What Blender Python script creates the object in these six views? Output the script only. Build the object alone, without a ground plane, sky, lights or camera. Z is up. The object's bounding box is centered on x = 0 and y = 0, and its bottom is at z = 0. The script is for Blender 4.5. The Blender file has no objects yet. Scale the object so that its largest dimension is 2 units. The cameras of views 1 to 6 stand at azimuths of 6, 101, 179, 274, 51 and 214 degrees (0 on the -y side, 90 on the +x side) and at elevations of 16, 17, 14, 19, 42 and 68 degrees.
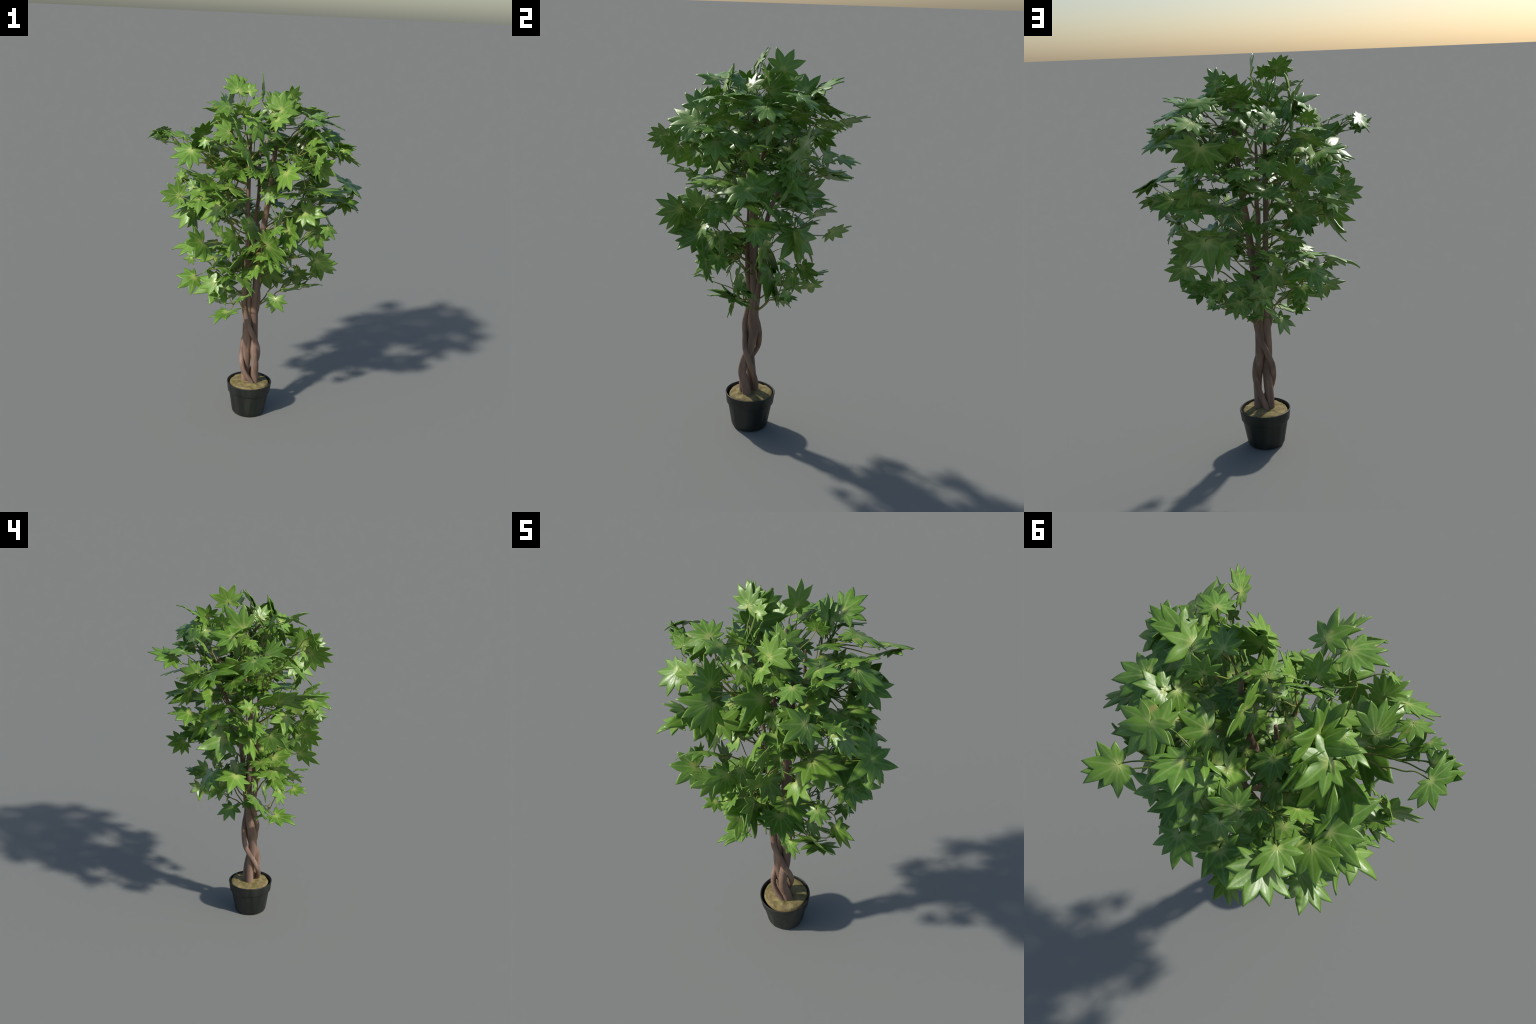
"""Artificial ivy tree in a nursery pot: four twisted stems, thin twigs with
palmate ivy leaves on wiry petioles, a moss-topped soil plug and a dark
plastic pot.  Everything is generated from profiles, spines and leaf poses."""
import bpy, bmesh, math, random
from mathutils import Vector, Matrix, noise

rng = random.Random(11)
TAU = math.tau


# ------------------------------------------------------------------ helpers
def lobes(*pairs):
    """(angle in degrees clockwise from the leaf tip, relative lobe length)"""
    return [(math.radians(a), l) for a, l in pairs]


def leaf(form, at, heading, pitch, roll, size):
    return dict(form=form, at=Vector(at), heading=math.radians(heading),
                pitch=math.radians(pitch), roll=math.radians(roll), size=size)


def spray(*leaves):
    return list(leaves)


def spline(points, per=8):
    """Catmull-Rom through points that are tuples of any length."""
    pts = [list(p) for p in points]
    pts = [[2 * a - b for a, b in zip(pts[0], pts[1])]] + pts + \
          [[2 * a - b for a, b in zip(pts[-1], pts[-2])]]
    out = []
    for i in range(1, len(pts) - 2):
        p0, p1, p2, p3 = pts[i - 1:i + 3]
        for s in range(per):
            t = s / per
            out.append([0.5 * (2 * b + (c - a) * t + (2 * a - 5 * b + 4 * c - d) * t * t
                               + (3 * b - a - 3 * c + d) * t ** 3)
                        for a, b, c, d in zip(p0, p1, p2, p3)])
    out.append(pts[-2])
    return out


def add_tube(bm, path, radii, segs=8, relief=0.0, seed=0.0):
    """Sweep a round section along path with a parallel-transported frame."""
    path = [Vector(p) for p in path]
    n = len(path)
    tang = [(path[min(i + 1, n - 1)] - path[max(i - 1, 0)]).normalized() for i in range(n)]
    side = tang[0].orthogonal().normalized()
    rings = []
    for i, (p, t, r) in enumerate(zip(path, tang, radii)):
        side = (side - t * side.dot(t)).normalized()
        up = t.cross(side)
        ring = []
        for k in range(segs):
            a = TAU * k / segs
            d = side * math.cos(a) + up * math.sin(a)
            rr = r
            if relief:
                q = Vector((d.x * 1.6 + seed, d.y * 1.6, p.z * 5.0 + seed))
                rr *= 1 + relief * noise.noise(q) + 0.5 * relief * noise.noise(Vector((d.x * 4, d.y * 4 + seed, p.z * 14)))
            ring.append(bm.verts.new(p + d * rr))
        rings.append(ring)
    for a, b in zip(rings, rings[1:]):
        for k in range(segs):
            bm.faces.new((a[k], a[(k + 1) % segs], b[(k + 1) % segs], b[k]))
    for ring, p, flip in ((rings[0], path[0], True), (rings[-1], path[-1] + tang[-1] * radii[-1] * 0.6, False)):
        c = bm.verts.new(p)
        for k in range(segs):
            v = (ring[k], ring[(k + 1) % segs], c)
            bm.faces.new(v[::-1] if flip else v)


def mesh_object(name, bm, mat, parent=None, smooth=True):
    bmesh.ops.recalc_face_normals(bm, faces=bm.faces[:])
    me = bpy.data.meshes.new(name)
    bm.to_mesh(me)
    bm.free()
    if smooth:
        me.polygons.foreach_set("use_smooth", [True] * len(me.polygons))
    me.materials.append(mat)
    ob = bpy.data.objects.new(name, me)
    bpy.context.scene.collection.objects.link(ob)
    ob.parent = parent
    return ob


def lathe(profile, segs=72, wobble=None):
    bm = bmesh.new()
    rings = []
    for r, z in profile:
        ring = []
        for k in range(segs):
            a = TAU * k / segs
            rr = r + (wobble(a, r, z) if wobble else 0.0)
            ring.append(bm.verts.new((rr * math.cos(a), rr * math.sin(a), z)))
        rings.append(ring)
    for a, b in zip(rings, rings[1:]):
        for k in range(segs):
            bm.faces.new((a[k], a[(k + 1) % segs], b[(k + 1) % segs], b[k]))
    return bm, rings


# ---------------------------------------------------------------- materials
class Nodes:
    """Small convenience layer over a node tree."""

    def __init__(self, name):
        self.mat = bpy.data.materials.new(name)
        self.mat.use_nodes = True
        self.t = self.mat.node_tree
        self.bsdf = self.t.nodes["Principled BSDF"]

    def new(self, kind, **props):
        n = self.t.nodes.new(kind)
        for k, v in props.items():
            setattr(n, k, v)
        return n

    def put(self, socket, value):
        if isinstance(value, bpy.types.NodeSocket):
            self.t.links.new(value, socket)
        else:
            socket.default_value = value

    def math(self, op, a, b=0.0, c=None, clamp=False):
        n = self.new("ShaderNodeMath", operation=op, use_clamp=clamp)
        self.put(n.inputs[0], a)
        self.put(n.inputs[1], b)
        if c is not None:
            self.put(n.inputs[2], c)
        return n.outputs[0]

    def ramp(self, fac, lo, hi):
        n = self.new("ShaderNodeMapRange", interpolation_type="SMOOTHSTEP")
        self.put(n.inputs[0], fac)
        n.inputs[1].default_value, n.inputs[2].default_value = lo, hi
        return n.outputs[0]

    def mix(self, fac, a, b, blend="MIX"):
        n = self.new("ShaderNodeMix", data_type="RGBA", blend_type=blend)
        self.put(n.inputs[0], fac)
        for s, v in ((n.inputs[6], a), (n.inputs[7], b)):
            self.put(s, (*v, 1) if isinstance(v, tuple) and len(v) == 3 else v)
        return n.outputs[2]

    def noise(self, vec, scale, detail=3.0, rough=0.55):
        n = self.new("ShaderNodeTexNoise")
        self.put(n.inputs["Vector"], vec)
        n.inputs["Scale"].default_value = scale
        n.inputs["Detail"].default_value = detail
        n.inputs["Roughness"].default_value = rough
        return n.outputs["Fac"]

    def mapped(self, scale):
        tc = self.new("ShaderNodeTexCoord")
        m = self.new("ShaderNodeMapping")
        m.inputs["Scale"].default_value = scale
        self.put(m.inputs["Vector"], tc.outputs["Object"])
        return m.outputs[0]

    def bump(self, height, strength, distance):
        n = self.new("ShaderNodeBump")
        n.inputs["Strength"].default_value = strength
        n.inputs["Distance"].default_value = distance
        self.put(n.inputs["Height"], height)
        self.put(self.bsdf.inputs["Normal"], n.outputs[0])

    def finish(self, color, rough, specular=0.5):
        self.put(self.bsdf.inputs["Base Color"], color)
        self.put(self.bsdf.inputs["Roughness"], rough)
        self.bsdf.inputs["Specular IOR Level"].default_value = specular
        return self.mat


GREEN_DEEP = (0.094, 0.208, 0.024)
GREEN_MID = (0.142, 0.290, 0.034)
GREEN_FRESH = (0.205, 0.370, 0.052)
VEIN = (0.310, 0.435, 0.120)
HEART = (0.430, 0.520, 0.145)
TAN = (0.45, 0.36, 0.12)


def leaf_material(form, lobe_list):
    """Green blade; a pale vein runs from the petiole along every lobe and the
    place where they meet is yellowish.  Coordinates are those of the blade,
    so the veins are lines through the origin."""
    n = Nodes("ivy_leaf_" + form)
    tc = n.new("ShaderNodeTexCoord")
    sep = n.new("ShaderNodeSeparateXYZ")
    n.put(sep.inputs[0], tc.outputs["Object"])
    x, y = sep.outputs[0], sep.outputs[1]
    info = n.new("ShaderNodeObjectInfo")
    rnd = info.outputs["Random"]
    # jitter the grain from leaf to leaf
    off = n.new("ShaderNodeVectorMath", operation="ADD")
    n.put(off.inputs[0], tc.outputs["Object"])
    comb = n.new("ShaderNodeCombineXYZ")
    n.put(comb.inputs[0], n.math("MULTIPLY", rnd, 37.0))
    n.put(comb.inputs[2], n.math("MULTIPLY", rnd, 11.0))
    n.put(off.inputs[1], comb.outputs[0])
    grain = n.noise(off.outputs[0], 3.2, 4.0)
    fine = n.noise(off.outputs[0], 16.0, 3.0)
    r = n.math("SQRT", n.math("ADD", n.math("MULTIPLY", x, x), n.math("MULTIPLY", y, y)))
    vein = None
    for a, l in lobe_list:
        s, c = math.sin(a), math.cos(a)
        across = n.math("ABSOLUTE", n.math("SUBTRACT", n.math("MULTIPLY", x, c), n.math("MULTIPLY", y, s)))
        along = n.math("ADD", n.math("MULTIPLY", x, s), n.math("MULTIPLY", y, c))
        # behind the heart the line does not exist
        d = n.math("ADD", across, n.math("MULTIPLY", n.math("LESS_THAN", along, 0.0), 1.0))
        # thinner toward the tip of the lobe
        w = n.math("ADD", d, n.math("MULTIPLY", along, 0.022 / max(l, 0.3)))
        vein = w if vein is None else n.math("MINIMUM", vein, w)
    vein = n.math("ADD", vein, n.math("MULTIPLY", n.math("SUBTRACT", fine, 0.5), 0.02))
    veinmask = n.math("SUBTRACT", 1.0, n.ramp(vein, 0.0, 0.054))
    heart = n.math("SUBTRACT", 1.0, n.ramp(r, 0.03, 0.26))
    col = n.mix(n.ramp(grain, 0.33, 0.68), GREEN_DEEP, GREEN_MID)
    col = n.mix(n.math("MULTIPLY", n.ramp(rnd, 0.25, 1.0), 0.55), col, GREEN_FRESH)
    col = n.mix(n.math("MULTIPLY", n.ramp(fine, 0.35, 0.75), 0.18), col, GREEN_FRESH)
    col = n.mix(n.math("MULTIPLY", veinmask, 0.62), col, VEIN)
    col = n.mix(n.math("MULTIPLY", heart, 0.8), col, HEART)
    # a faint tan blotch on a few leaves
    blot = n.math("MULTIPLY", n.ramp(n.noise(off.outputs[0], 1.3, 2.0), 0.70, 0.78), 0.7)
    col = n.mix(blot, col, TAN)
    h = n.math("MULTIPLY", grain, 0.6)
    n.bump(h, 0.10, 0.02)
    return n.finish(col, 0.37, 0.55)


def bark_material():
    n = Nodes("brown_bark")
    long = n.mapped((26, 26, 3.0))
    soft = n.mapped((9, 9, 7))
    a = n.noise(long, 1.0, 5.0, 0.6)
    b = n.noise(soft, 1.0, 3.0)
    col = n.mix(n.ramp(a, 0.32, 0.70), (0.168, 0.104, 0.078), (0.305, 0.202, 0.150))
    col = n.mix(n.math("MULTIPLY", n.ramp(b, 0.50, 0.68), 0.55), col, (0.330, 0.215, 0.110))
    moss = n.noise(n.mapped((14, 14, 9)), 1.0, 4.0)
    col = n.mix(n.math("MULTIPLY", n.ramp(moss, 0.60, 0.72), 0.6), col, (0.120, 0.130, 0.038))
    n.bump(a, 0.35, 0.004)
    return n.finish(col, 0.62, 0.35)


def twig_material():
    n = Nodes("ochre_twig")
    a = n.noise(n.mapped((18, 18, 10)), 1.0, 3.0)
    col = n.mix(n.ramp(a, 0.36, 0.62), (0.150, 0.180, 0.036), (0.340, 0.270, 0.085))
    return n.finish(col, 0.5, 0.4)


def petiole_material():
    n = Nodes("green_petiole")
    a = n.noise(n.mapped((7, 7, 7)), 1.0, 3.0)
    col = n.mix(n.ramp(a, 0.38, 0.66), (0.110, 0.210, 0.030), (0.270, 0.275, 0.065))
    return n.finish(col, 0.42, 0.45)


def soil_material():
    n = Nodes("dry_moss_soil")
    a = n.noise(n.mapped((24, 24, 24)), 1.0, 6.0, 0.65)
    b = n.noise(n.mapped((70, 70, 70)), 1.0, 4.0, 0.6)
    c = n.noise(n.mapped((16, 16, 16)), 1.0, 2.0)
    col = n.mix(n.ramp(a, 0.30, 0.68), (0.195, 0.152, 0.058), (0.350, 0.285, 0.135))
    col = n.mix(n.math("MULTIPLY", n.ramp(b, 0.45, 0.75), 0.35), col, (0.130, 0.095, 0.038))
    col = n.mix(n.math("MULTIPLY", n.ramp(c, 0.56, 0.70), 0.40), col, (0.150, 0.160, 0.035))
    n.bump(n.math("ADD", a, n.math("MULTIPLY", b, 0.4)), 0.5, 0.006)
    return n.finish(col, 0.85, 0.2)


def pot_material():
    n = Nodes("black_green_plastic")
    a = n.noise(n.mapped((16, 16, 2.2)), 1.0, 4.0)
    b = n.noise(n.mapped((6, 6, 3)), 1.0, 2.0)
    col = n.mix(n.ramp(a, 0.35, 0.68), (0.0125, 0.0145, 0.0125), (0.0310, 0.0330, 0.0270))
    col = n.mix(n.math("MULTIPLY", n.ramp(b, 0.55, 0.72), 0.5), col, (0.020, 0.032, 0.018))
    return n.finish(col, 0.48, 0.4)


# --------------------------------------------------------------- leaf blades
DROOP = 0.13


def leaf_blade(form, lobe_list, mat, seed):
    """A solid palmate blade of unit length.  Lobes are ovate with drawn-out
    tips, each one roofed along its vein; the margin is rounded."""
    r0 = random.Random(seed)
    L = sorted(lobe_list)
    outline = []          # (point, hint lobe) from the left sinus to the right
    tip = lambda a, l: Vector((math.sin(a) * l, math.cos(a) * l))
    notches = []
    for (a0, l0), (a1, l1) in zip(L, L[1:]):
        gap = a1 - a0
        depth = 0.80 - 0.31 * min(1.4, gap / math.radians(55)) + r0.uniform(-0.03, 0.03)
        f = l1 / (l0 + l1)
        notches.append(tip(a0 + gap * (0.5 + 0.25 * (0.5 - f)), depth * min(l0, l1) * (0.75 + 0.25 * max(l0, l1) / min(l0, l1))))
    a, l = L[0]
    first = tip(a - math.radians(24), 0.40 * l)
    a, l = L[-1]
    last = tip(a + math.radians(24), 0.40 * l)
    ends = [first] + notches + [last]
    heart = 0.055
    S = 6

    def side(notch, apex, axis):
        d = (apex - notch).length
        ax = axis.normalized()
        perp = notch - ax * notch.dot(ax)
        perp = perp.normalized() if perp.length > 1e-5 else Vector((0, 0))
        p1 = notch + ax * d * 0.30 + perp * d * 0.03
        p2 = apex - (apex - notch) * 0.34 + perp * d * 0.045
        pts = []
        for s in range(S):
            t = s / S
            pts.append(notch * (1 - t) ** 3 + p1 * 3 * t * (1 - t) ** 2 + p2 * 3 * t * t * (1 - t) + apex * t ** 3)
        return pts

    sin_l = tip(max(L[0][0] - math.radians(40), -math.radians(176)), heart * 1.6)
    sin_r = tip(min(L[-1][0] + math.radians(40), math.radians(176)), heart * 1.6)
    outline = [sin_l, sin_l.lerp(first, 0.5)]
    for i, (a, l) in enumerate(L):
        apex = tip(a, l)
        outline += side(ends[i], apex, apex)
        outline += [apex]
        outline += list(reversed(side(ends[i + 1], apex, apex)))[:-1] if i < len(L) - 1 else list(reversed(side(ends[i + 1], apex, apex)))
    outline += [last.lerp(sin_r, 0.5), sin_r]
    bend_x, bend_y = r0.uniform(-0.10, 0.10), r0.uniform(-0.06, 0.10)
    ph = r0.uniform(0, 50)
    fold = r0.choice((-0.10, 0.0, 0.06, 0.14))

    def height(p):
        r = p.length
        if r < 1e-6:
            return 0.0
        ang = math.atan2(p.x, p.y)
        delta = min((abs(ang - a) for a, _ in L))
        w = r * math.sin(min(delta, 1.2))
        z = -DROOP * (0.35 * r + 0.65 * r * r)
        z -= 0.15 * w * w / (0.16 + w)
        z -= 0.16 * max(0.0, r - 0.55) ** 2 + fold * abs(p.x) * min(1.0, r * 3)
        z -= 0.004 * math.exp(-(w / 0.030) ** 2) * min(1, r / 0.2)
        z += bend_x * p.x * abs(p.x) + bend_y * p.y * p.y
        z += 0.06 * noise.noise(Vector((p.x * 2.2 + ph, p.y * 2.2, ph)))
        return z

    rings_at = (0.16, 0.34, 0.54, 0.74, 0.90, 1.0)
    bm = bmesh.new()
    top0, bot0 = bm.verts.new((0, 0, 0.012)), bm.verts.new((0, 0, -0.022))
    top, bot = [], []
    for v in rings_at:
        tr, br = [], []
        for q in outline:
            p = q * v
            z = height(p)
            th = 0.027 + 0.012 * (1 - v ** 3)
            tr.append(bm.verts.new((p.x, p.y, z + th * 0.5)))
            if v < 1:
                br.append(bm.verts.new((p.x, p.y, z - th * 0.5)))
            else:
                br.append(bm.verts.new((p.x * 0.985, p.y * 0.985, z - th * 0.6)))
        top.append(tr)
        bot.append(br)
    m = len(outline)
    for k in range(m - 1):
        bm.faces.new((top0, top[0][k], top[0][k + 1]))
        bm.faces.new((bot0, bot[0][k + 1], bot[0][k]))
        for a, b in zip(top, top[1:]):
            bm.faces.new((a[k], b[k], b[k + 1], a[k + 1]))
        for a, b in zip(bot, bot[1:]):
            bm.faces.new((a[k + 1], b[k + 1], b[k], a[k]))
        bm.faces.new((top[-1][k], bot[-1][k], bot[-1][k + 1], top[-1][k + 1]))
    for k in (0, m - 1):      # the two edges of the basal sinus
        col_t = [top0] + [r[k] for r in top]
        col_b = [bot0] + [r[k] for r in bot]
        for i in range(len(col_t) - 1):
            bm.faces.new((col_t[i], col_t[i + 1], col_b[i + 1], col_b[i]))
    bmesh.ops.recalc_face_normals(bm, faces=bm.faces[:])
    me = bpy.data.meshes.new("ivy_leaf_" + form)
    bm.to_mesh(me)
    bm.free()
    me.polygons.foreach_set("use_smooth", [True] * len(me.polygons))
    me.materials.append(mat)
    return me


# ------------------------------------------------------- where the leaves sit
# A dozen and a half blade shapes; lobes listed from the left basal lobe round
# the tip to the right one.
LEAF_FORMS = {
    'a': lobes((-124, 0.52), (-90, 0.83), (-55, 0.96), (-25, 0.87), (6, 1.00), (30, 0.88), (57, 0.78), (82, 0.80), (116, 0.52)),
    'b': lobes((-129, 0.72), (-83, 0.91), (-45, 1.04), (2, 1.00), (44, 1.09), (86, 0.79), (127, 0.67)),
    'c': lobes((-129, 0.52), (-95, 1.23), (-74, 1.30), (-43, 1.63), (3, 1.00), (40, 1.29), (75, 1.17), (102, 1.13), (136, 0.52)),
    'd': lobes((-131, 0.52), (-97, 0.69), (-51, 0.77), (-3, 1.00), (50, 0.85), (101, 0.68), (135, 0.52)),
    'e': lobes((-116, 0.52), (-82, 0.85), (-53, 0.91), (-27, 0.94), (-3, 1.00), (23, 0.96), (56, 0.97), (86, 0.78), (120, 0.52)),
    'f': lobes((-108, 0.91), (-68, 0.87), (-28, 0.99), (5, 1.00), (42, 1.28), (67, 1.11), (92, 0.64), (126, 0.52)),
    'g': lobes((-117, 0.65), (-76, 0.82), (-39, 1.00), (5, 1.00), (38, 0.90), (72, 0.79), (114, 0.64)),
    'h': lobes((-137, 0.52), (-103, 0.98), (-74, 0.97), (-38, 1.19), (-9, 1.00), (33, 1.29), (63, 0.87), (121, 1.23)),
    'i': lobes((-134, 0.52), (-100, 0.81), (-65, 0.84), (-33, 0.66), (-5, 1.00), (29, 0.92), (71, 0.78), (106, 0.59), (140, 0.52)),
    'j': lobes((-136, 0.52), (-102, 0.77), (-67, 0.93), (-31, 0.88), (4, 1.00), (33, 0.96), (62, 0.79), (105, 0.62), (139, 0.52)),
    'k': lobes((-118, 0.64), (-81, 0.78), (-41, 0.87), (2, 1.00), (38, 0.96), (80, 0.88), (120, 0.60)),
    'l': lobes((-132, 0.52), (-98, 0.72), (-64, 0.79), (-34, 1.02), (-3, 1.00), (33, 1.03), (67, 0.86), (99, 0.67), (133, 0.52)),
    'm': lobes((-95, 0.52), (-61, 0.84), (-32, 1.02), (3, 1.00), (34, 0.75), (65, 0.85), (105, 0.69), (139, 0.52)),
    'n': lobes((-120, 0.60), (-81, 0.65), (-33, 0.88), (-3, 1.00), (38, 0.81), (81, 0.66), (115, 0.58)),
    'o': lobes((-113, 0.70), (-75, 0.82), (-38, 0.97), (-4, 1.00), (38, 1.06), (78, 0.84), (115, 0.65)),
    'p': lobes((-130, 0.51), (-93, 0.72), (-43, 0.90), (0, 1.00), (45, 0.86), (87, 0.73), (133, 0.53)),
}

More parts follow.
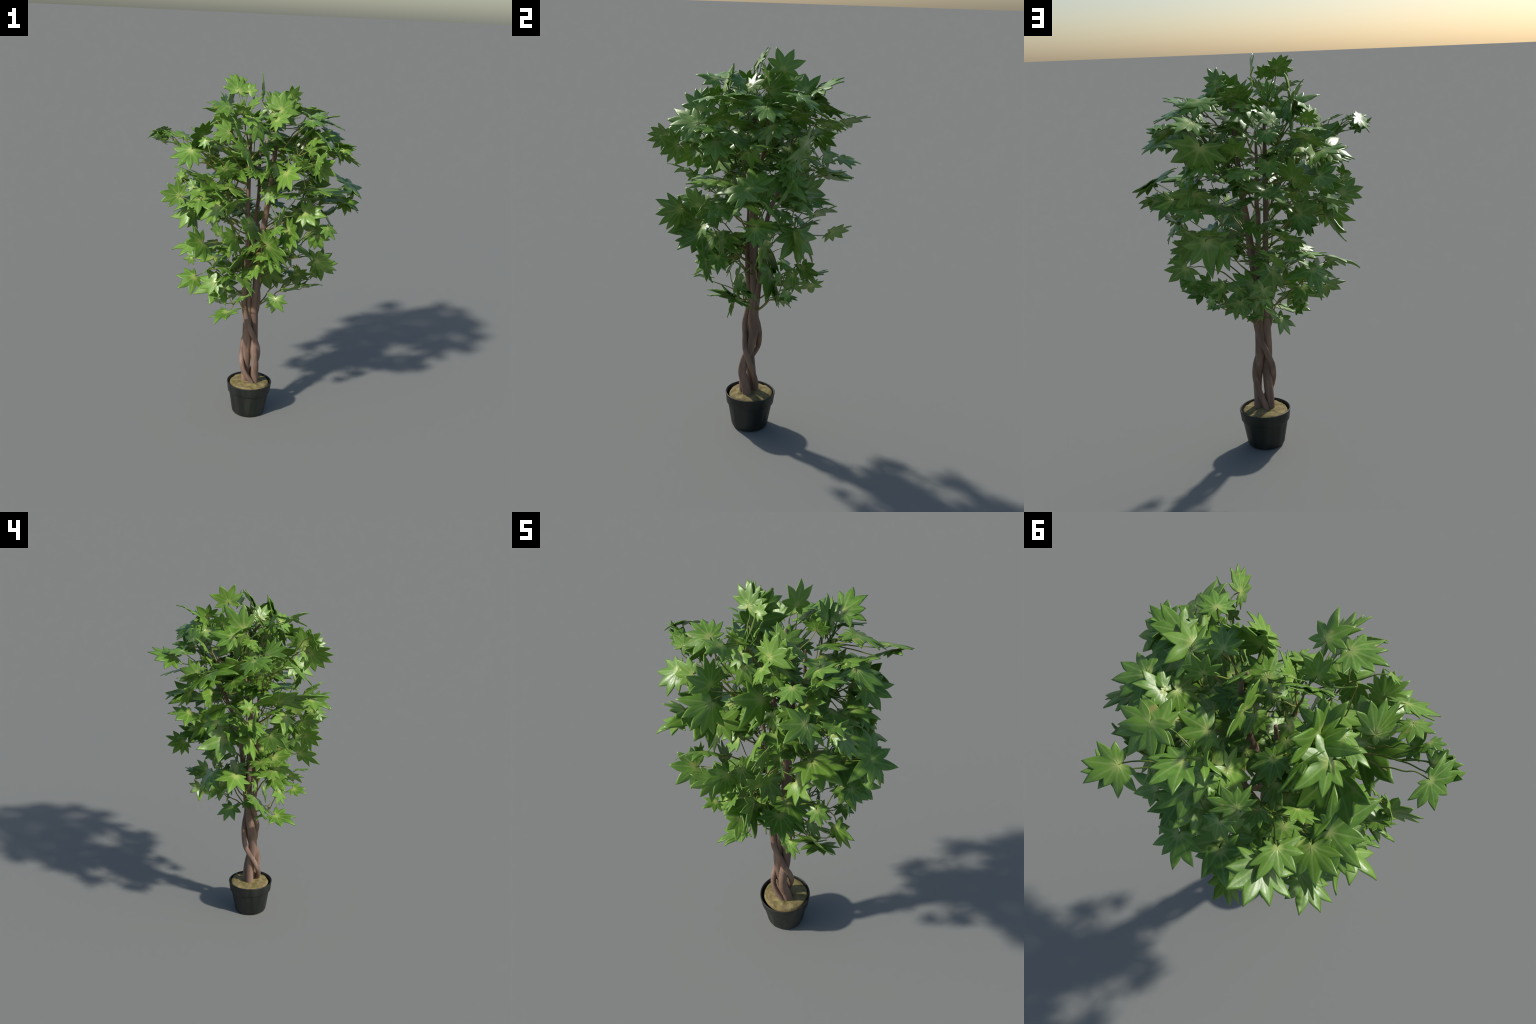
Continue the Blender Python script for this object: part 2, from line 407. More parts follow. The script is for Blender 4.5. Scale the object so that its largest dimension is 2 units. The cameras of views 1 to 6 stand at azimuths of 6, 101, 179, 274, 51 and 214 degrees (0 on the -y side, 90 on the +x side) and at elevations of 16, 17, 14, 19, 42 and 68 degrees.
SPRAYS = [
    spray(
        leaf('d', at=(-0.406, -0.189, 1.599), heading=-173, pitch=24, roll=-156, size=0.076),
    ),
    spray(
        leaf('p', at=(-0.358, -0.056, 1.214), heading=179, pitch=-14, roll=-53, size=0.135),
        leaf('i', at=(-0.312, -0.040, 1.298), heading=-163, pitch=-21, roll=-18, size=0.171),
        leaf('o', at=(-0.323, -0.159, 1.232), heading=-67, pitch=-66, roll=-56, size=0.106),
        leaf('f', at=(-0.225, -0.082, 1.236), heading=-136, pitch=-22, roll=-30, size=0.108),
        leaf('d', at=(-0.330, 0.089, 1.210), heading=112, pitch=-20, roll=114, size=0.166),
        leaf('c', at=(-0.313, 0.071, 1.265), heading=-52, pitch=-19, roll=31, size=0.112),
    ),
    spray(
        leaf('f', at=(0.103, -0.291, 1.119), heading=-39, pitch=-7, roll=-64, size=0.169),
    ),
    spray(
        leaf('n', at=(0.310, -0.141, 1.680), heading=-20, pitch=16, roll=32, size=0.119),
        leaf('g', at=(0.357, -0.206, 1.649), heading=-37, pitch=-2, roll=0, size=0.108),
        leaf('i', at=(0.392, -0.213, 1.673), heading=-86, pitch=0, roll=-37, size=0.134),
        leaf('c', at=(0.240, -0.115, 1.667), heading=40, pitch=19, roll=148, size=0.095),
    ),
    spray(
        leaf('j', at=(0.466, -0.114, 1.602), heading=22, pitch=-30, roll=-14, size=0.115),
        leaf('o', at=(0.463, -0.152, 1.625), heading=43, pitch=36, roll=20, size=0.068),
        leaf('n', at=(0.448, -0.132, 1.608), heading=73, pitch=-3, roll=84, size=0.101),
        leaf('l', at=(0.362, -0.051, 1.626), heading=26, pitch=-15, roll=-22, size=0.137),
        leaf('p', at=(0.337, 0.006, 1.558), heading=164, pitch=-80, roll=-173, size=0.110),
        leaf('g', at=(0.457, -0.120, 1.649), heading=-60, pitch=17, roll=-13, size=0.085),
        leaf('f', at=(0.371, 0.054, 1.586), heading=62, pitch=4, roll=-8, size=0.096),
    ),
    spray(
        leaf('j', at=(-0.071, -0.341, 1.160), heading=-105, pitch=-4, roll=-68, size=0.118),
        leaf('g', at=(-0.242, -0.316, 1.111), heading=-122, pitch=8, roll=-56, size=0.131),
        leaf('k', at=(-0.176, -0.194, 1.130), heading=-129, pitch=62, roll=169, size=0.104),
        leaf('l', at=(0.002, -0.328, 1.227), heading=-76, pitch=-22, roll=-57, size=0.113),
        leaf('e', at=(-0.003, -0.245, 1.210), heading=31, pitch=-36, roll=39, size=0.119),
    ),
    spray(
        leaf('j', at=(-0.220, 0.371, 1.633), heading=108, pitch=16, roll=-24, size=0.138),
        leaf('f', at=(-0.239, 0.313, 1.667), heading=132, pitch=3, roll=-8, size=0.089),
        leaf('m', at=(-0.085, 0.285, 1.698), heading=-8, pitch=54, roll=-29, size=0.095),
        leaf('j', at=(-0.233, 0.199, 1.695), heading=147, pitch=42, roll=-36, size=0.077),
        leaf('m', at=(-0.301, 0.230, 1.555), heading=128, pitch=3, roll=21, size=0.126),
        leaf('e', at=(-0.322, 0.165, 1.548), heading=141, pitch=-12, roll=4, size=0.136),
        leaf('c', at=(-0.324, 0.165, 1.562), heading=-162, pitch=5, roll=25, size=0.113),
        leaf('k', at=(-0.266, 0.239, 1.551), heading=85, pitch=-24, roll=-70, size=0.115),
    ),
    spray(
        leaf('b', at=(0.335, -0.074, 1.772), heading=28, pitch=20, roll=-13, size=0.101),
        leaf('d', at=(0.283, -0.056, 1.787), heading=74, pitch=9, roll=-25, size=0.114),
        leaf('j', at=(0.268, -0.031, 1.785), heading=-22, pitch=-24, roll=-21, size=0.128),
    ),
    spray(
        leaf('c', at=(-0.506, -0.087, 1.672), heading=-176, pitch=-27, roll=22, size=0.077),
    ),
    spray(
        leaf('o', at=(-0.114, -0.365, 1.719), heading=-146, pitch=-8, roll=-70, size=0.085),
        leaf('p', at=(-0.240, -0.337, 1.664), heading=-159, pitch=-37, roll=-40, size=0.053),
    ),
    spray(
        leaf('m', at=(-0.231, -0.129, 1.332), heading=-81, pitch=18, roll=-12, size=0.127),
        leaf('d', at=(-0.121, -0.248, 1.405), heading=91, pitch=6, roll=14, size=0.148),
        leaf('d', at=(-0.183, -0.233, 1.301), heading=-180, pitch=-37, roll=-40, size=0.130),
        leaf('c', at=(-0.235, -0.198, 1.396), heading=-124, pitch=39, roll=-17, size=0.168),
    ),
    spray(
        leaf('b', at=(0.356, -0.099, 1.137), heading=-28, pitch=-53, roll=76, size=0.075),
        leaf('f', at=(0.364, -0.176, 1.018), heading=-14, pitch=6, roll=116, size=0.102),
        leaf('n', at=(0.322, -0.133, 1.038), heading=14, pitch=-46, roll=-22, size=0.093),
        leaf('a', at=(0.213, -0.172, 1.115), heading=2, pitch=-23, roll=-6, size=0.158),
    ),
    spray(
        leaf('j', at=(0.349, 0.087, 1.748), heading=32, pitch=-15, roll=0, size=0.130),
        leaf('l', at=(0.379, 0.123, 1.675), heading=25, pitch=-18, roll=32, size=0.112),
        leaf('e', at=(0.259, 0.080, 1.730), heading=-156, pitch=-36, roll=8, size=0.096),
        leaf('i', at=(0.284, 0.103, 1.744), heading=25, pitch=27, roll=-3, size=0.096),
        leaf('m', at=(0.301, 0.188, 1.669), heading=154, pitch=-9, roll=34, size=0.108),
        leaf('k', at=(0.244, 0.260, 1.596), heading=-51, pitch=-58, roll=-139, size=0.183),
        leaf('p', at=(0.268, 0.206, 1.703), heading=60, pitch=26, roll=-35, size=0.117),
    ),
    spray(
        leaf('l', at=(-0.315, 0.133, 1.370), heading=176, pitch=31, roll=26, size=0.110),
        leaf('n', at=(-0.287, 0.273, 1.448), heading=152, pitch=-6, roll=-110, size=0.115),
        leaf('l', at=(-0.194, 0.189, 1.263), heading=134, pitch=-9, roll=-99, size=0.138),
        leaf('l', at=(-0.313, 0.275, 1.349), heading=145, pitch=-4, roll=-23, size=0.117),
        leaf('c', at=(-0.169, 0.175, 1.422), heading=147, pitch=44, roll=-65, size=0.098),
    ),
    spray(
        leaf('j', at=(-0.379, -0.225, 1.659), heading=106, pitch=21, roll=17, size=0.081),
        leaf('l', at=(-0.321, -0.302, 1.601), heading=-125, pitch=-33, roll=-27, size=0.118),
        leaf('e', at=(-0.294, -0.139, 1.658), heading=-112, pitch=30, roll=63, size=0.121),
    ),
    spray(
        leaf('b', at=(-0.197, 0.103, 1.811), heading=105, pitch=48, roll=48, size=0.076),
        leaf('c', at=(-0.243, 0.004, 1.588), heading=72, pitch=-35, roll=-161, size=0.166),
        leaf('b', at=(-0.180, -0.041, 1.720), heading=-46, pitch=39, roll=-30, size=0.106),
        leaf('m', at=(-0.180, -0.008, 1.770), heading=91, pitch=-14, roll=-89, size=0.206),
        leaf('d', at=(-0.245, 0.045, 1.751), heading=75, pitch=12, roll=-38, size=0.141),
    ),
    spray(
        leaf('n', at=(-0.117, -0.182, 0.684), heading=-119, pitch=-10, roll=12, size=0.138),
        leaf('b', at=(-0.179, -0.097, 0.709), heading=-164, pitch=24, roll=31, size=0.069),
        leaf('n', at=(-0.016, -0.282, 0.814), heading=-116, pitch=-9, roll=26, size=0.087),
        leaf('n', at=(-0.135, -0.189, 0.820), heading=150, pitch=58, roll=-54, size=0.107),
    ),
    spray(
        leaf('f', at=(0.300, -0.052, 0.827), heading=-25, pitch=24, roll=-19, size=0.108),
        leaf('k', at=(0.256, -0.025, 0.885), heading=26, pitch=-32, roll=126, size=0.096),
        leaf('g', at=(0.145, -0.095, 0.754), heading=-111, pitch=-75, roll=-17, size=0.093),
        leaf('d', at=(0.255, -0.043, 0.800), heading=-120, pitch=8, roll=-147, size=0.131),
        leaf('p', at=(0.345, -0.010, 0.890), heading=39, pitch=2, roll=-47, size=0.068),
        leaf('h', at=(0.229, -0.007, 0.861), heading=118, pitch=-44, roll=-8, size=0.087),
    ),
    spray(
        leaf('m', at=(0.067, 0.395, 1.499), heading=115, pitch=-10, roll=11, size=0.110),
        leaf('l', at=(0.182, 0.244, 1.325), heading=125, pitch=-6, roll=-1, size=0.147),
        leaf('l', at=(0.109, 0.089, 1.385), heading=-56, pitch=-7, roll=-16, size=0.087),
        leaf('n', at=(-0.044, 0.349, 1.403), heading=128, pitch=-9, roll=10, size=0.127),
        leaf('k', at=(-0.058, 0.243, 1.514), heading=97, pitch=-51, roll=-5, size=0.088),
        leaf('o', at=(0.055, 0.247, 1.484), heading=70, pitch=-14, roll=-15, size=0.103),
        leaf('l', at=(0.091, 0.210, 1.557), heading=80, pitch=50, roll=5, size=0.117),
        leaf('b', at=(-0.041, 0.308, 1.399), heading=85, pitch=-14, roll=157, size=0.147),
    ),
    spray(
        leaf('e', at=(0.341, -0.372, 1.599), heading=-89, pitch=-15, roll=68, size=0.099),
        leaf('b', at=(0.294, -0.271, 1.628), heading=-29, pitch=26, roll=115, size=0.049),
        leaf('g', at=(0.354, -0.322, 1.563), heading=-36, pitch=-13, roll=94, size=0.109),
        leaf('d', at=(0.365, -0.236, 1.584), heading=-47, pitch=11, roll=-24, size=0.070),
    ),
    spray(
        leaf('e', at=(-0.231, -0.347, 1.461), heading=-55, pitch=26, roll=-40, size=0.105),
        leaf('b', at=(-0.136, -0.318, 1.520), heading=46, pitch=-51, roll=130, size=0.083),
        leaf('d', at=(-0.255, -0.376, 1.414), heading=-111, pitch=-14, roll=2, size=0.112),
    ),
    spray(
        leaf('l', at=(0.294, -0.196, 1.778), heading=-48, pitch=-9, roll=7, size=0.084),
    ),
    spray(
        leaf('n', at=(-0.346, -0.093, 1.363), heading=127, pitch=55, roll=-52, size=0.065),
        leaf('j', at=(-0.423, -0.078, 1.305), heading=-173, pitch=15, roll=88, size=0.117),
    ),
    spray(
        leaf('a', at=(0.152, -0.400, 1.243), heading=-120, pitch=-38, roll=27, size=0.077),
        leaf('e', at=(0.210, -0.352, 1.226), heading=-46, pitch=-32, roll=-92, size=0.131),
    ),
    spray(
        leaf('o', at=(-0.449, -0.197, 1.661), heading=158, pitch=32, roll=-3, size=0.054),
        leaf('d', at=(-0.511, -0.143, 1.612), heading=-173, pitch=30, roll=-156, size=0.091),
        leaf('d', at=(-0.493, -0.143, 1.657), heading=-160, pitch=17, roll=39, size=0.083),
        leaf('n', at=(-0.494, -0.160, 1.639), heading=-164, pitch=-4, roll=-148, size=0.073),
    ),
    spray(
        leaf('n', at=(-0.022, -0.258, 0.898), heading=-52, pitch=-27, roll=-28, size=0.112),
        leaf('d', at=(-0.117, -0.316, 0.977), heading=-99, pitch=6, roll=-17, size=0.076),
        leaf('n', at=(-0.039, -0.165, 1.016), heading=-162, pitch=-50, roll=-154, size=0.160),
        leaf('k', at=(-0.187, -0.206, 0.866), heading=-177, pitch=-31, roll=-60, size=0.103),
        leaf('n', at=(-0.117, -0.012, 1.070), heading=-100, pitch=-26, roll=-25, size=0.112),
        leaf('e', at=(-0.203, -0.174, 0.982), heading=90, pitch=7, roll=12, size=0.165),
    ),
    spray(
        leaf('j', at=(0.010, 0.293, 0.893), heading=80, pitch=24, roll=0, size=0.079),
        leaf('m', at=(-0.009, 0.223, 0.915), heading=59, pitch=-36, roll=102, size=0.124),
        leaf('p', at=(0.103, 0.134, 0.895), heading=-25, pitch=-60, roll=-86, size=0.062),
        leaf('l', at=(0.037, 0.063, 0.892), heading=45, pitch=-57, roll=-37, size=0.183),
        leaf('d', at=(0.179, 0.209, 0.936), heading=38, pitch=-73, roll=-104, size=0.091),
    ),
    spray(
        leaf('b', at=(-0.087, 0.080, 0.716), heading=142, pitch=-40, roll=-1, size=0.094),
        leaf('d', at=(-0.022, 0.270, 0.818), heading=-178, pitch=-52, roll=170, size=0.102),
        leaf('n', at=(0.036, 0.151, 0.760), heading=35, pitch=-17, roll=-10, size=0.054),
        leaf('n', at=(-0.001, 0.142, 0.836), heading=134, pitch=-32, roll=-33, size=0.137),
    ),
    spray(
        leaf('a', at=(0.247, -0.243, 1.107), heading=-27, pitch=-12, roll=-21, size=0.140),
        leaf('p', at=(0.413, -0.177, 1.206), heading=-27, pitch=-43, roll=22, size=0.074),
    ),
    spray(
        leaf('m', at=(0.180, -0.274, 1.513), heading=-73, pitch=-28, roll=56, size=0.138),
        leaf('g', at=(0.264, -0.186, 1.561), heading=36, pitch=-50, roll=-5, size=0.100),
        leaf('j', at=(0.343, -0.144, 1.403), heading=5, pitch=6, roll=-3, size=0.178),
        leaf('d', at=(0.190, -0.190, 1.520), heading=-112, pitch=-88, roll=32, size=0.112),
    ),
    spray(
        leaf('d', at=(0.205, 0.199, 0.833), heading=-40, pitch=-3, roll=0, size=0.080),
        leaf('m', at=(0.105, 0.113, 0.823), heading=27, pitch=-66, roll=103, size=0.095),
        leaf('d', at=(0.240, 0.194, 0.860), heading=-8, pitch=-62, roll=-53, size=0.054),
    ),
    spray(
        leaf('d', at=(-0.107, -0.377, 1.317), heading=-73, pitch=64, roll=-95, size=0.061),
        leaf('h', at=(-0.058, -0.384, 1.361), heading=-107, pitch=20, roll=31, size=0.100),
    ),
    spray(
        leaf('j', at=(-0.418, 0.004, 1.382), heading=138, pitch=53, roll=-8, size=0.068),
        leaf('g', at=(-0.364, 0.121, 1.306), heading=14, pitch=44, roll=-37, size=0.124),
        leaf('d', at=(-0.423, -0.060, 1.405), heading=129, pitch=16, roll=-84, size=0.074),
    ),
    spray(
        leaf('k', at=(0.167, 0.048, 1.870), heading=7, pitch=64, roll=-66, size=0.077),
        leaf('b', at=(0.002, 0.093, 1.894), heading=87, pitch=66, roll=95, size=0.105),
        leaf('b', at=(0.124, -0.160, 1.821), heading=24, pitch=31, roll=72, size=0.100),
        leaf('j', at=(0.078, -0.050, 1.813), heading=72, pitch=30, roll=49, size=0.094),
        leaf('a', at=(0.164, -0.140, 1.814), heading=179, pitch=68, roll=-67, size=0.109),
        leaf('j', at=(0.099, -0.144, 1.805), heading=5, pitch=3, roll=84, size=0.137),
        leaf('m', at=(0.111, -0.192, 1.774), heading=-42, pitch=1, roll=49, size=0.095),
        leaf('o', at=(0.173, -0.060, 1.838), heading=-52, pitch=22, roll=-38, size=0.086),
    ),
    spray(
        leaf('n', at=(0.284, -0.179, 1.281), heading=-18, pitch=-2, roll=54, size=0.129),
        leaf('m', at=(0.158, -0.276, 1.232), heading=-28, pitch=72, roll=-165, size=0.106),
        leaf('l', at=(0.216, -0.209, 1.390), heading=-170, pitch=-1, roll=5, size=0.125),
        leaf('n', at=(0.139, -0.207, 1.221), heading=-23, pitch=-53, roll=-24, size=0.128),
    ),
    spray(
        leaf('o', at=(0.369, -0.018, 0.970), heading=-10, pitch=-40, roll=83, size=0.117),
        leaf('o', at=(0.318, 0.085, 1.115), heading=11, pitch=-18, roll=63, size=0.120),
    ),
    spray(
        leaf('d', at=(-0.363, 0.026, 1.011), heading=168, pitch=-15, roll=-23, size=0.144),
        leaf('p', at=(-0.329, -0.082, 0.838), heading=-133, pitch=-20, roll=-45, size=0.120),
        leaf('d', at=(-0.345, -0.087, 0.951), heading=168, pitch=-11, roll=-82, size=0.061),
        leaf('h', at=(-0.249, 0.170, 0.983), heading=158, pitch=-34, roll=25, size=0.116),
    ),
    spray(
        leaf('b', at=(0.077, -0.204, 1.028), heading=178, pitch=-8, roll=-11, size=0.073),
        leaf('g', at=(0.119, -0.213, 1.047), heading=-47, pitch=-41, roll=78, size=0.126),
    ),
    spray(
        leaf('p', at=(-0.196, 0.091, 0.873), heading=107, pitch=-29, roll=20, size=0.089),
        leaf('p', at=(-0.055, 0.051, 0.961), heading=106, pitch=-67, roll=-23, size=0.149),
        leaf('o', at=(-0.185, -0.061, 0.820), heading=-110, pitch=-37, roll=-23, size=0.160),
        leaf('p', at=(-0.162, -0.026, 0.785), heading=-174, pitch=-25, roll=7, size=0.062),
    ),
    spray(
        leaf('l', at=(-0.050, 0.356, 1.102), heading=128, pitch=3, roll=-44, size=0.107),
        leaf('n', at=(-0.104, 0.268, 1.174), heading=136, pitch=5, roll=-33, size=0.142),
        leaf('n', at=(0.226, 0.254, 1.193), heading=51, pitch=24, roll=16, size=0.104),
        leaf('o', at=(0.168, 0.216, 1.140), heading=33, pitch=-66, roll=-7, size=0.146),
        leaf('d', at=(0.248, 0.217, 1.152), heading=177, pitch=-82, roll=-115, size=0.176),
    ),
    spray(
        leaf('p', at=(0.499, 0.025, 1.414), heading=40, pitch=-7, roll=32, size=0.126),
        leaf('i', at=(0.398, 0.103, 1.333), heading=50, pitch=-30, roll=-33, size=0.131),
        leaf('m', at=(0.504, -0.079, 1.332), heading=44, pitch=-27, roll=12, size=0.103),
        leaf('c', at=(0.392, -0.022, 1.335), heading=10, pitch=5, roll=-6, size=0.112),
        leaf('a', at=(0.399, 0.060, 1.213), heading=52, pitch=-45, roll=35, size=0.107),
        leaf('g', at=(0.398, 0.060, 1.228), heading=76, pitch=17, roll=-33, size=0.107),
        leaf('c', at=(0.492, 0.069, 1.418), heading=-112, pitch=23, roll=-30, size=0.110),
        leaf('p', at=(0.274, 0.265, 1.308), heading=4, pitch=7, roll=-31, size=0.106),
        leaf('m', at=(0.265, -0.051, 1.332), heading=15, pitch=6, roll=-22, size=0.115),
        leaf('m', at=(0.321, 0.085, 1.379), heading=-19, pitch=-43, roll=-16, size=0.108),
        leaf('n', at=(0.280, 0.194, 1.381), heading=-26, pitch=-35, roll=-127, size=0.161),
        leaf('m', at=(0.487, -0.022, 1.323), heading=2, pitch=-22, roll=37, size=0.099),
    ),
    spray(
        leaf('a', at=(-0.050, -0.329, 1.678), heading=161, pitch=71, roll=26, size=0.125),
        leaf('p', at=(0.012, -0.203, 1.737), heading=-107, pitch=-65, roll=-45, size=0.099),
        leaf('e', at=(-0.017, -0.360, 1.624), heading=-73, pitch=-16, roll=-54, size=0.143),
        leaf('d', at=(0.072, -0.169, 1.593), heading=-79, pitch=-25, roll=-69, size=0.159),
    ),
    spray(
        leaf('m', at=(0.083, 0.279, 1.824), heading=79, pitch=22, roll=16, size=0.127),
        leaf('h', at=(0.063, 0.237, 1.784), heading=175, pitch=19, roll=-58, size=0.088),
        leaf('k', at=(0.239, 0.224, 1.795), heading=82, pitch=-26, roll=-3, size=0.124),
        leaf('d', at=(0.204, 0.220, 1.798), heading=23, pitch=-4, roll=-20, size=0.132),
        leaf('o', at=(-0.055, 0.332, 1.658), heading=95, pitch=-45, roll=0, size=0.073),
        leaf('d', at=(0.283, 0.369, 1.685), heading=40, pitch=18, roll=-21, size=0.094),
        leaf('n', at=(0.026, 0.302, 1.646), heading=81, pitch=9, roll=-33, size=0.123),
        leaf('m', at=(0.027, 0.270, 1.779), heading=104, pitch=-38, roll=-22, size=0.098),
        leaf('p', at=(0.050, 0.316, 1.733), heading=67, pitch=-1, roll=-34, size=0.108),
        leaf('d', at=(0.056, 0.216, 1.807), heading=124, pitch=40, roll=73, size=0.106),
        leaf('i', at=(0.270, 0.358, 1.714), heading=52, pitch=-10, roll=-22, size=0.118),
    ),
    spray(
        leaf('a', at=(-0.135, -0.251, 1.830), heading=-170, pitch=16, roll=-15, size=0.122),
        leaf('m', at=(-0.115, -0.063, 1.897), heading=130, pitch=60, roll=-21, size=0.107),
        leaf('d', at=(-0.054, -0.250, 1.827), heading=-79, pitch=19, roll=-26, size=0.105),
        leaf('f', at=(-0.040, -0.087, 1.819), heading=41, pitch=69, roll=-15, size=0.074),
        leaf('n', at=(-0.058, -0.063, 1.895), heading=42, pitch=45, roll=46, size=0.066),
        leaf('n', at=(-0.084, -0.149, 1.790), heading=-63, pitch=58, roll=170, size=0.090),
        leaf('a', at=(-0.115, -0.043, 1.921), heading=166, pitch=43, roll=-45, size=0.092),
        leaf('h', at=(-0.125, -0.168, 1.732), heading=47, pitch=30, roll=-137, size=0.064),
    ),
]

# -------------------------------------------------------------------- build
tree = bpy.data.objects.new("potted_ivy_tree", None)
bpy.context.scene.collection.objects.link(tree)
tree["label"] = "artificial ivy tree with braided brown trunk in black pot"
tree["category"] = "potted plant"

POT = Vector((0.009, -0.0235, 0.0))

# pot: tapered body, collar with a rounded lip, hollow inside
profile = [(0.0, 0.004), (0.070, 0.003), (0.084, 0.000), (0.091, 0.003), (0.0955, 0.012), (0.0985, 0.030),
           (0.1080, 0.085), (0.1165, 0.134), (0.1180, 0.138), (0.1235, 0.1395), (0.1255, 0.142),
           (0.1290, 0.172), (0.1312, 0.189), (0.1325, 0.193), (0.1322, 0.1965), (0.1300, 0.1985),
           (0.1272, 0.1975), (0.1255, 0.194), (0.1235, 0.170), (0.1200, 0.150), (0.1120, 0.120), (0.0, 0.118)]
bm, rings = lathe(profile, 96, lambda a, r, z: (0.0010 * math.sin(9 * a + 1) + 0.0007 * math.sin(17 * a)) * (1 if 0.01 < z < 0.136 and r > 0.09 else 0.15))
pot = mesh_object("pot", bm, pot_material(), tree)
pot.location = POT

# soil plug: lumpy, a little off centre, standing free of the wall on one side
SOIL_R = 0.1200
bm = bmesh.new()
NR, NA = 26, 84
grid = []


def soil_height(x, y):
    r = math.hypot(x, y) / SOIL_R
    z = 0.203 - 0.011 * r * r - 0.014 * max(0.0, r - 0.92) / 0.08
    z += 0.006 * noise.noise(Vector((x * 26, y * 26, 3.1))) + 0.0025 * noise.noise(Vector((x * 70, y * 70, 1.0)))
    return z


for i in range(NR + 1):
    row = []
    for k in range(NA):
        a = TAU * k / NA
        r = SOIL_R * (i / NR) ** 0.9
        r *= 1 + (0.018 * noise.noise(Vector((math.cos(a) * 2.5, math.sin(a) * 2.5, 7))) if i == NR else 0)
        r *= 1 + 0.030 * math.cos(2 * a)
        x, y = r * math.cos(a), r * math.sin(a)
        row.append(bm.verts.new((x, y, soil_height(x, y))) if i else None)
    grid.append(row)
centre = bm.verts.new((0, 0, soil_height(0, 0)))
for k in range(NA):
    bm.faces.new((centre, grid[1][k], grid[1][(k + 1) % NA]))
    for i in range(1, NR):
        bm.faces.new((grid[i][k], grid[i + 1][k], grid[i + 1][(k + 1) % NA], grid[i][(k + 1) % NA]))
skirt = [bm.verts.new((v.co.x * 0.93, v.co.y * 0.93, 0.150)) for v in grid[NR]]
for k in range(NA):
    bm.faces.new((grid[NR][k], skirt[k], skirt[(k + 1) % NA], grid[NR][(k + 1) % NA]))
soil = mesh_object("soil", bm, soil_material(), tree)
soil.location = POT + Vector((0.001, 0.006, 0.0))

# trunk: two stouter stems side by side, two thinner ones winding round them.
# Spine points are (x, y, z, radius).
BARK = bark_material()
STEMS = [
    [(-0.018, -0.018, 0.150, 0.0253), (-0.016, -0.022, 0.270, 0.0243), (-0.012, -0.032, 0.360, 0.0243),
     (-0.013, -0.040, 0.440, 0.0248), (-0.015, -0.033, 0.540, 0.0263), (-0.016, -0.024, 0.630, 0.0235),
     (-0.018, -0.020, 0.720, 0.0165), (-0.022, -0.022, 0.900, 0.0155), (-0.030, -0.030, 1.060, 0.0145),
     (-0.040, -0.030, 1.230, 0.0130), (-0.046, -0.010, 1.420, 0.0110), (-0.048, 0.012, 1.580, 0.0090),
     (-0.050, 0.020, 1.720, 0.0060)],
    [(0.044, -0.026, 0.150, 0.0228), (0.042, -0.044, 0.250, 0.0228), (0.042, -0.062, 0.320, 0.0223),
     (0.034, -0.052, 0.390, 0.0223), (0.027, -0.026, 0.460, 0.0223), (0.021, -0.012, 0.540, 0.0238),
     (0.018, -0.018, 0.630, 0.0235), (0.017, -0.016, 0.720, 0.0180), (0.028, -0.018, 0.900, 0.0200),
     (0.044, -0.024, 1.060, 0.0190), (0.059, -0.026, 1.215, 0.0165), (0.079, -0.018, 1.390, 0.0145),
     (0.090, -0.016, 1.530, 0.0125), (0.097, -0.017, 1.680, 0.0095), (0.088, -0.020, 1.790, 0.0070),
     (0.066, -0.022, 1.860, 0.0045)],
    [(0.041, -0.050, 0.150, 0.0145), (0.032, -0.062, 0.195, 0.0145), (0.004, -0.073, 0.240, 0.0145),
     (-0.025, -0.071, 0.290, 0.0145), (-0.040, -0.048, 0.350, 0.0145), (-0.042, -0.017, 0.405, 0.0145),
     (-0.036, 0.005, 0.455, 0.0145), (-0.007, 0.013, 0.530, 0.0150), (0.015, 0.009, 0.585, 0.0150),
     (0.031, -0.001, 0.645, 0.0150), (0.036, 0.004, 0.720, 0.0145), (0.018, 0.012, 0.860, 0.0145),
     (0.012, 0.024, 1.020, 0.0145), (-0.001, 0.044, 1.180, 0.0115), (0.003, 0.096, 1.310, 0.0105),
     (-0.004, 0.136, 1.430, 0.0090), (-0.006, 0.146, 1.560, 0.0065), (-0.006, 0.150, 1.650, 0.0040)],
    [(-0.003, 0.004, 0.150, 0.0145), (0.002, 0.006, 0.205, 0.0145), (0.021, 0.005, 0.265, 0.0145),
     (0.045, -0.007, 0.330, 0.0145), (0.053, -0.028, 0.395, 0.0145), (0.041, -0.049, 0.455, 0.0145),
     (0.013, -0.058, 0.520, 0.0150), (-0.010, -0.066, 0.575, 0.0150), (-0.031, -0.057, 0.646, 0.0150),
     (-0.041, -0.046, 0.705, 0.0145), (-0.036, -0.058, 0.820, 0.0145), (-0.029, -0.066, 1.000, 0.0145),
     (-0.034, -0.064, 1.180, 0.0105), (-0.038, -0.078, 1.340, 0.0090), (-0.040, -0.084, 1.500, 0.0070),
     (-0.052, -0.080, 1.640, 0.0045)],
]
stem_paths = []
for i, knots in enumerate(STEMS):
    pts = spline(knots, 9)
    stem_paths.append(pts)
    bm = bmesh.new()
    add_tube(bm, [p[:3] for p in pts], [p[3] for p in pts], 20, 0.07, 3.7 * i)
    mesh_object("stem", bm, BARK, tree)

# leaf blades, one shared mesh per form
blades = {f: leaf_blade(f, L, leaf_material(f, L), 40 + i) for i, (f, L) in enumerate(LEAF_FORMS.items())}
TWIG, PETIOLE = twig_material(), petiole_material()


def leaf_frame(lf):
    c = math.cos(lf["pitch"])
    y = Vector((math.cos(lf["heading"]) * c, math.sin(lf["heading"]) * c, math.sin(lf["pitch"])))
    x0 = y.cross(Vector((0, 0, 1))).normalized()
    n0 = x0.cross(y)
    n = (n0 * math.cos(lf["roll"]) + x0 * math.sin(lf["roll"])).normalized()
    x = y.cross(n)
    return x, y, n


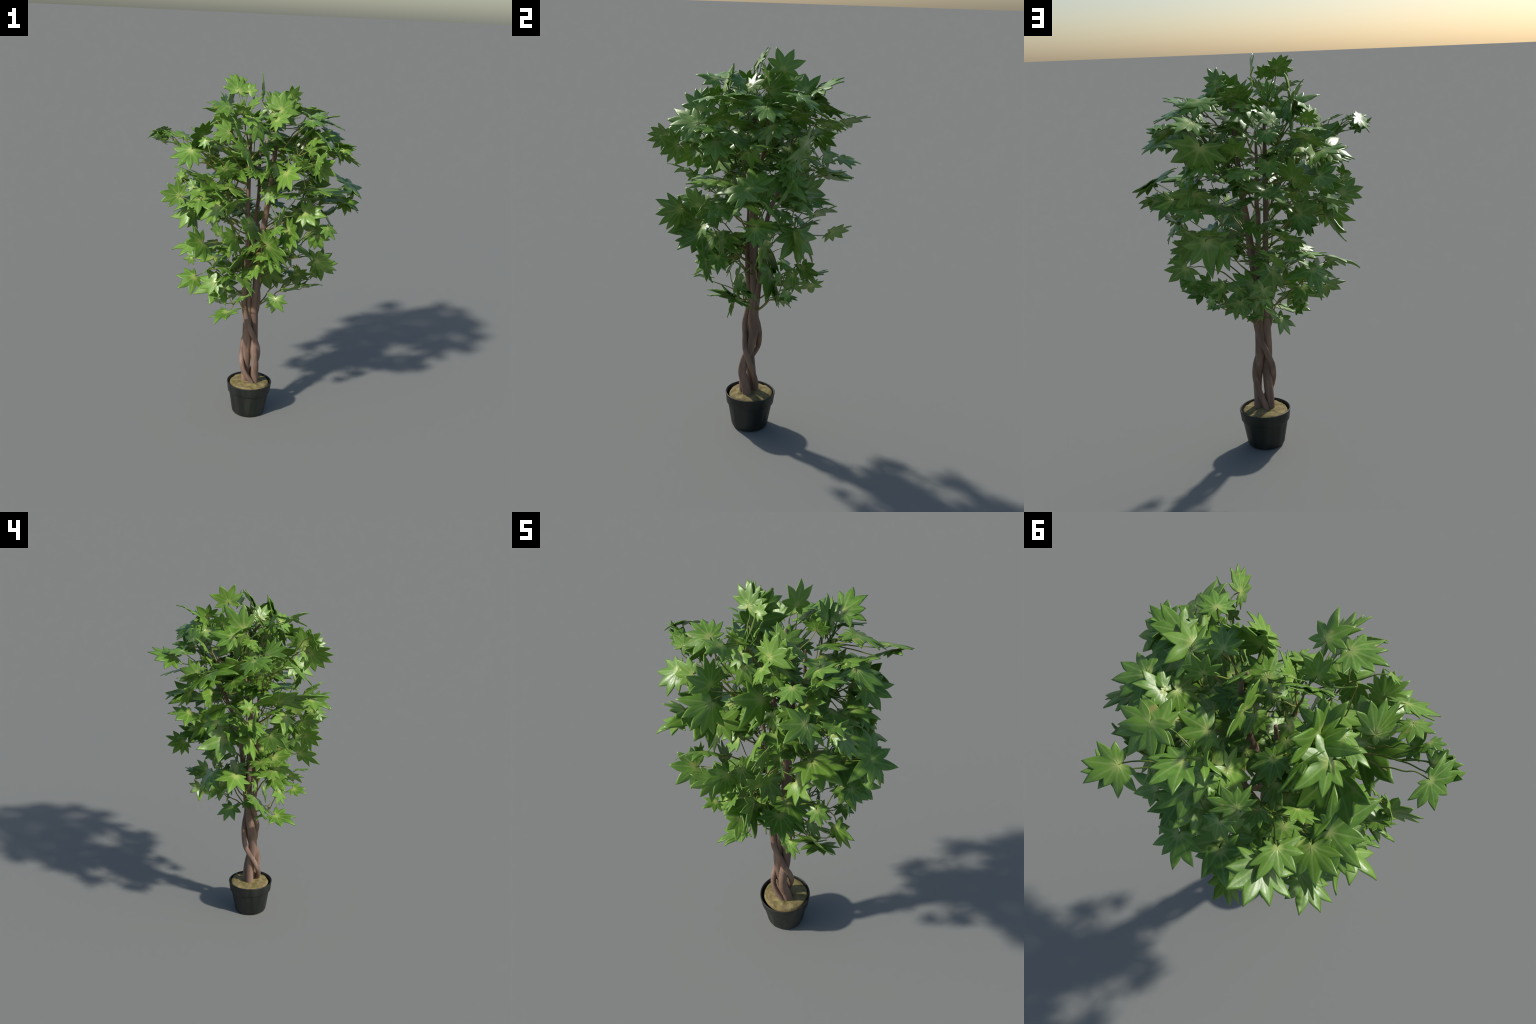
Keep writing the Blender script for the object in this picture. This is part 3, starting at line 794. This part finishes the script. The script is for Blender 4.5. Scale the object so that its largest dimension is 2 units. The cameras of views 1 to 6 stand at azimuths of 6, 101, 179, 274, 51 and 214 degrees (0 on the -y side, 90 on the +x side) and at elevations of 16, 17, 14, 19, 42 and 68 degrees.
def bezier(p0, p1, p2, p3, n):
    return [p0 * (1 - t) ** 3 + p1 * 3 * t * (1 - t) ** 2 + p2 * 3 * t * t * (1 - t) + p3 * t ** 3
            for t in (i / n for i in range(n + 1))]


def wander(path, amount, seed):
    """Give a wire a few irregular kinks, none at its two ends."""
    n = len(path) - 1
    out = []
    for i, p in enumerate(path):
        k = math.sin(math.pi * i / n) * amount
        out.append(p + Vector((noise.noise(Vector((i * 0.26, seed, 0))), noise.noise(Vector((i * 0.26, seed, 9))),
                               noise.noise(Vector((i * 0.26, seed, 17))))) * k)
    return out


# leaves deep in the crown, close round the stems, hidden in most views
FORMS = list(LEAF_FORMS)
POCKETS = [   # centre, spread, how many
    ((0.12, 0.12, 1.62), 0.10, 11), ((-0.12, 0.02, 1.62), 0.10, 10), ((0.03, -0.12, 1.70), 0.07, 6), ((-0.12, 0.13, 1.12), 0.09, 10), ((0.26, 0.16, 1.47), 0.035, 5),
    ((0.10, -0.11, 1.62), 0.10, 10), ((-0.10, 0.12, 1.58), 0.09, 6), ((-0.10, -0.12, 0.99), 0.08, 9),
    ((0.07, -0.12, 0.98), 0.07, 6), ((0.00, 0.00, 1.36), 0.15, 22)]
for (cx, cy, cz), spread, many in POCKETS:
  for k in range(many):
    x, y, z = (c + rng.uniform(-1.3, 1.3) * spread for c in (cx, cy, cz))
    inner = leaf(rng.choice(FORMS), (x, y, z), math.degrees(math.atan2(y, x)) + rng.uniform(-75, 75),
                 rng.uniform(-42, 18), rng.uniform(-36, 36), rng.uniform(0.065, 0.11))
    nearest = min(SPRAYS, key=lambda s: sum(((l["at"] - inner["at"]).length for l in s)) / len(s))
    nearest.append(inner)

for si, leaves in enumerate(SPRAYS):
    mid = sum((l["at"] for l in leaves), Vector()) / len(leaves)
    # the stem and height the twig starts from: below and inside its leaves
    want = mid.z - 0.10 - 0.35 * math.hypot(mid.x, mid.y)
    best = None
    for path in stem_paths:
        for p in path:
            if p[2] < 0.66:
                continue
            cost = abs(p[2] - want) + 1.2 * math.hypot(p[0] - mid.x, p[1] - mid.y)
            if best is None or cost < best[0]:
                best = (cost, Vector(p[:3]))
    root = best[1]
    hub = root.lerp(mid, 0.72) - Vector((0, 0, 0.015))
    out = (mid - root)
    flat = Vector((out.x, out.y, 0)) * 0.35
    twig = wander(bezier(root, root + flat + Vector((0, 0, 0.04)), hub - flat * 0.6 + Vector((0, 0, 0.02)), hub, 14), 0.014, si * 5.3)
    bm = bmesh.new()
    add_tube(bm, twig, [0.0044 - 0.0017 * i / 14 for i in range(15)], 8)
    branch = mesh_object("branch", bm, TWIG, tree)
    bm = bmesh.new()
    for li, lf in enumerate(leaves):
        x, y, n = leaf_frame(lf)
        ob = bpy.data.objects.new("leaf", blades[lf["form"]])
        s = lf["size"]
        m = Matrix.Identity(4)
        for k, axis in enumerate((x, y, n)):
            for j in range(3):
                m[j][k] = axis[j] * s
        m.translation = lf["at"]
        ob.matrix_world = m
        ob.parent = branch
        bpy.context.scene.collection.objects.link(ob)
        # petiole: leaves the twig somewhere on its outer half, arrives under
        # the heart of the blade from behind
        end = lf["at"] - n * 0.010 * s
        start = min(twig[3:], key=lambda p: (p - end).length + rng.uniform(0, 0.10))
        d = (end - start).length
        back = (-y * 0.75 - n * 0.55).normalized()
        path = bezier(start, start + (end - start) * 0.30 + Vector((0, 0, 0.10 * d)), end + back * min(0.42 * d, 0.07), end, 11)
        path = wander(path, 0.010, si * 3.1 + li * 7.7)
        add_tube(bm, path, [0.0029 - 0.0008 * i / 11 for i in range(12)], 6)
    pet = mesh_object("petiole", bm, PETIOLE, branch)
    pet["kind"] = "stuff"
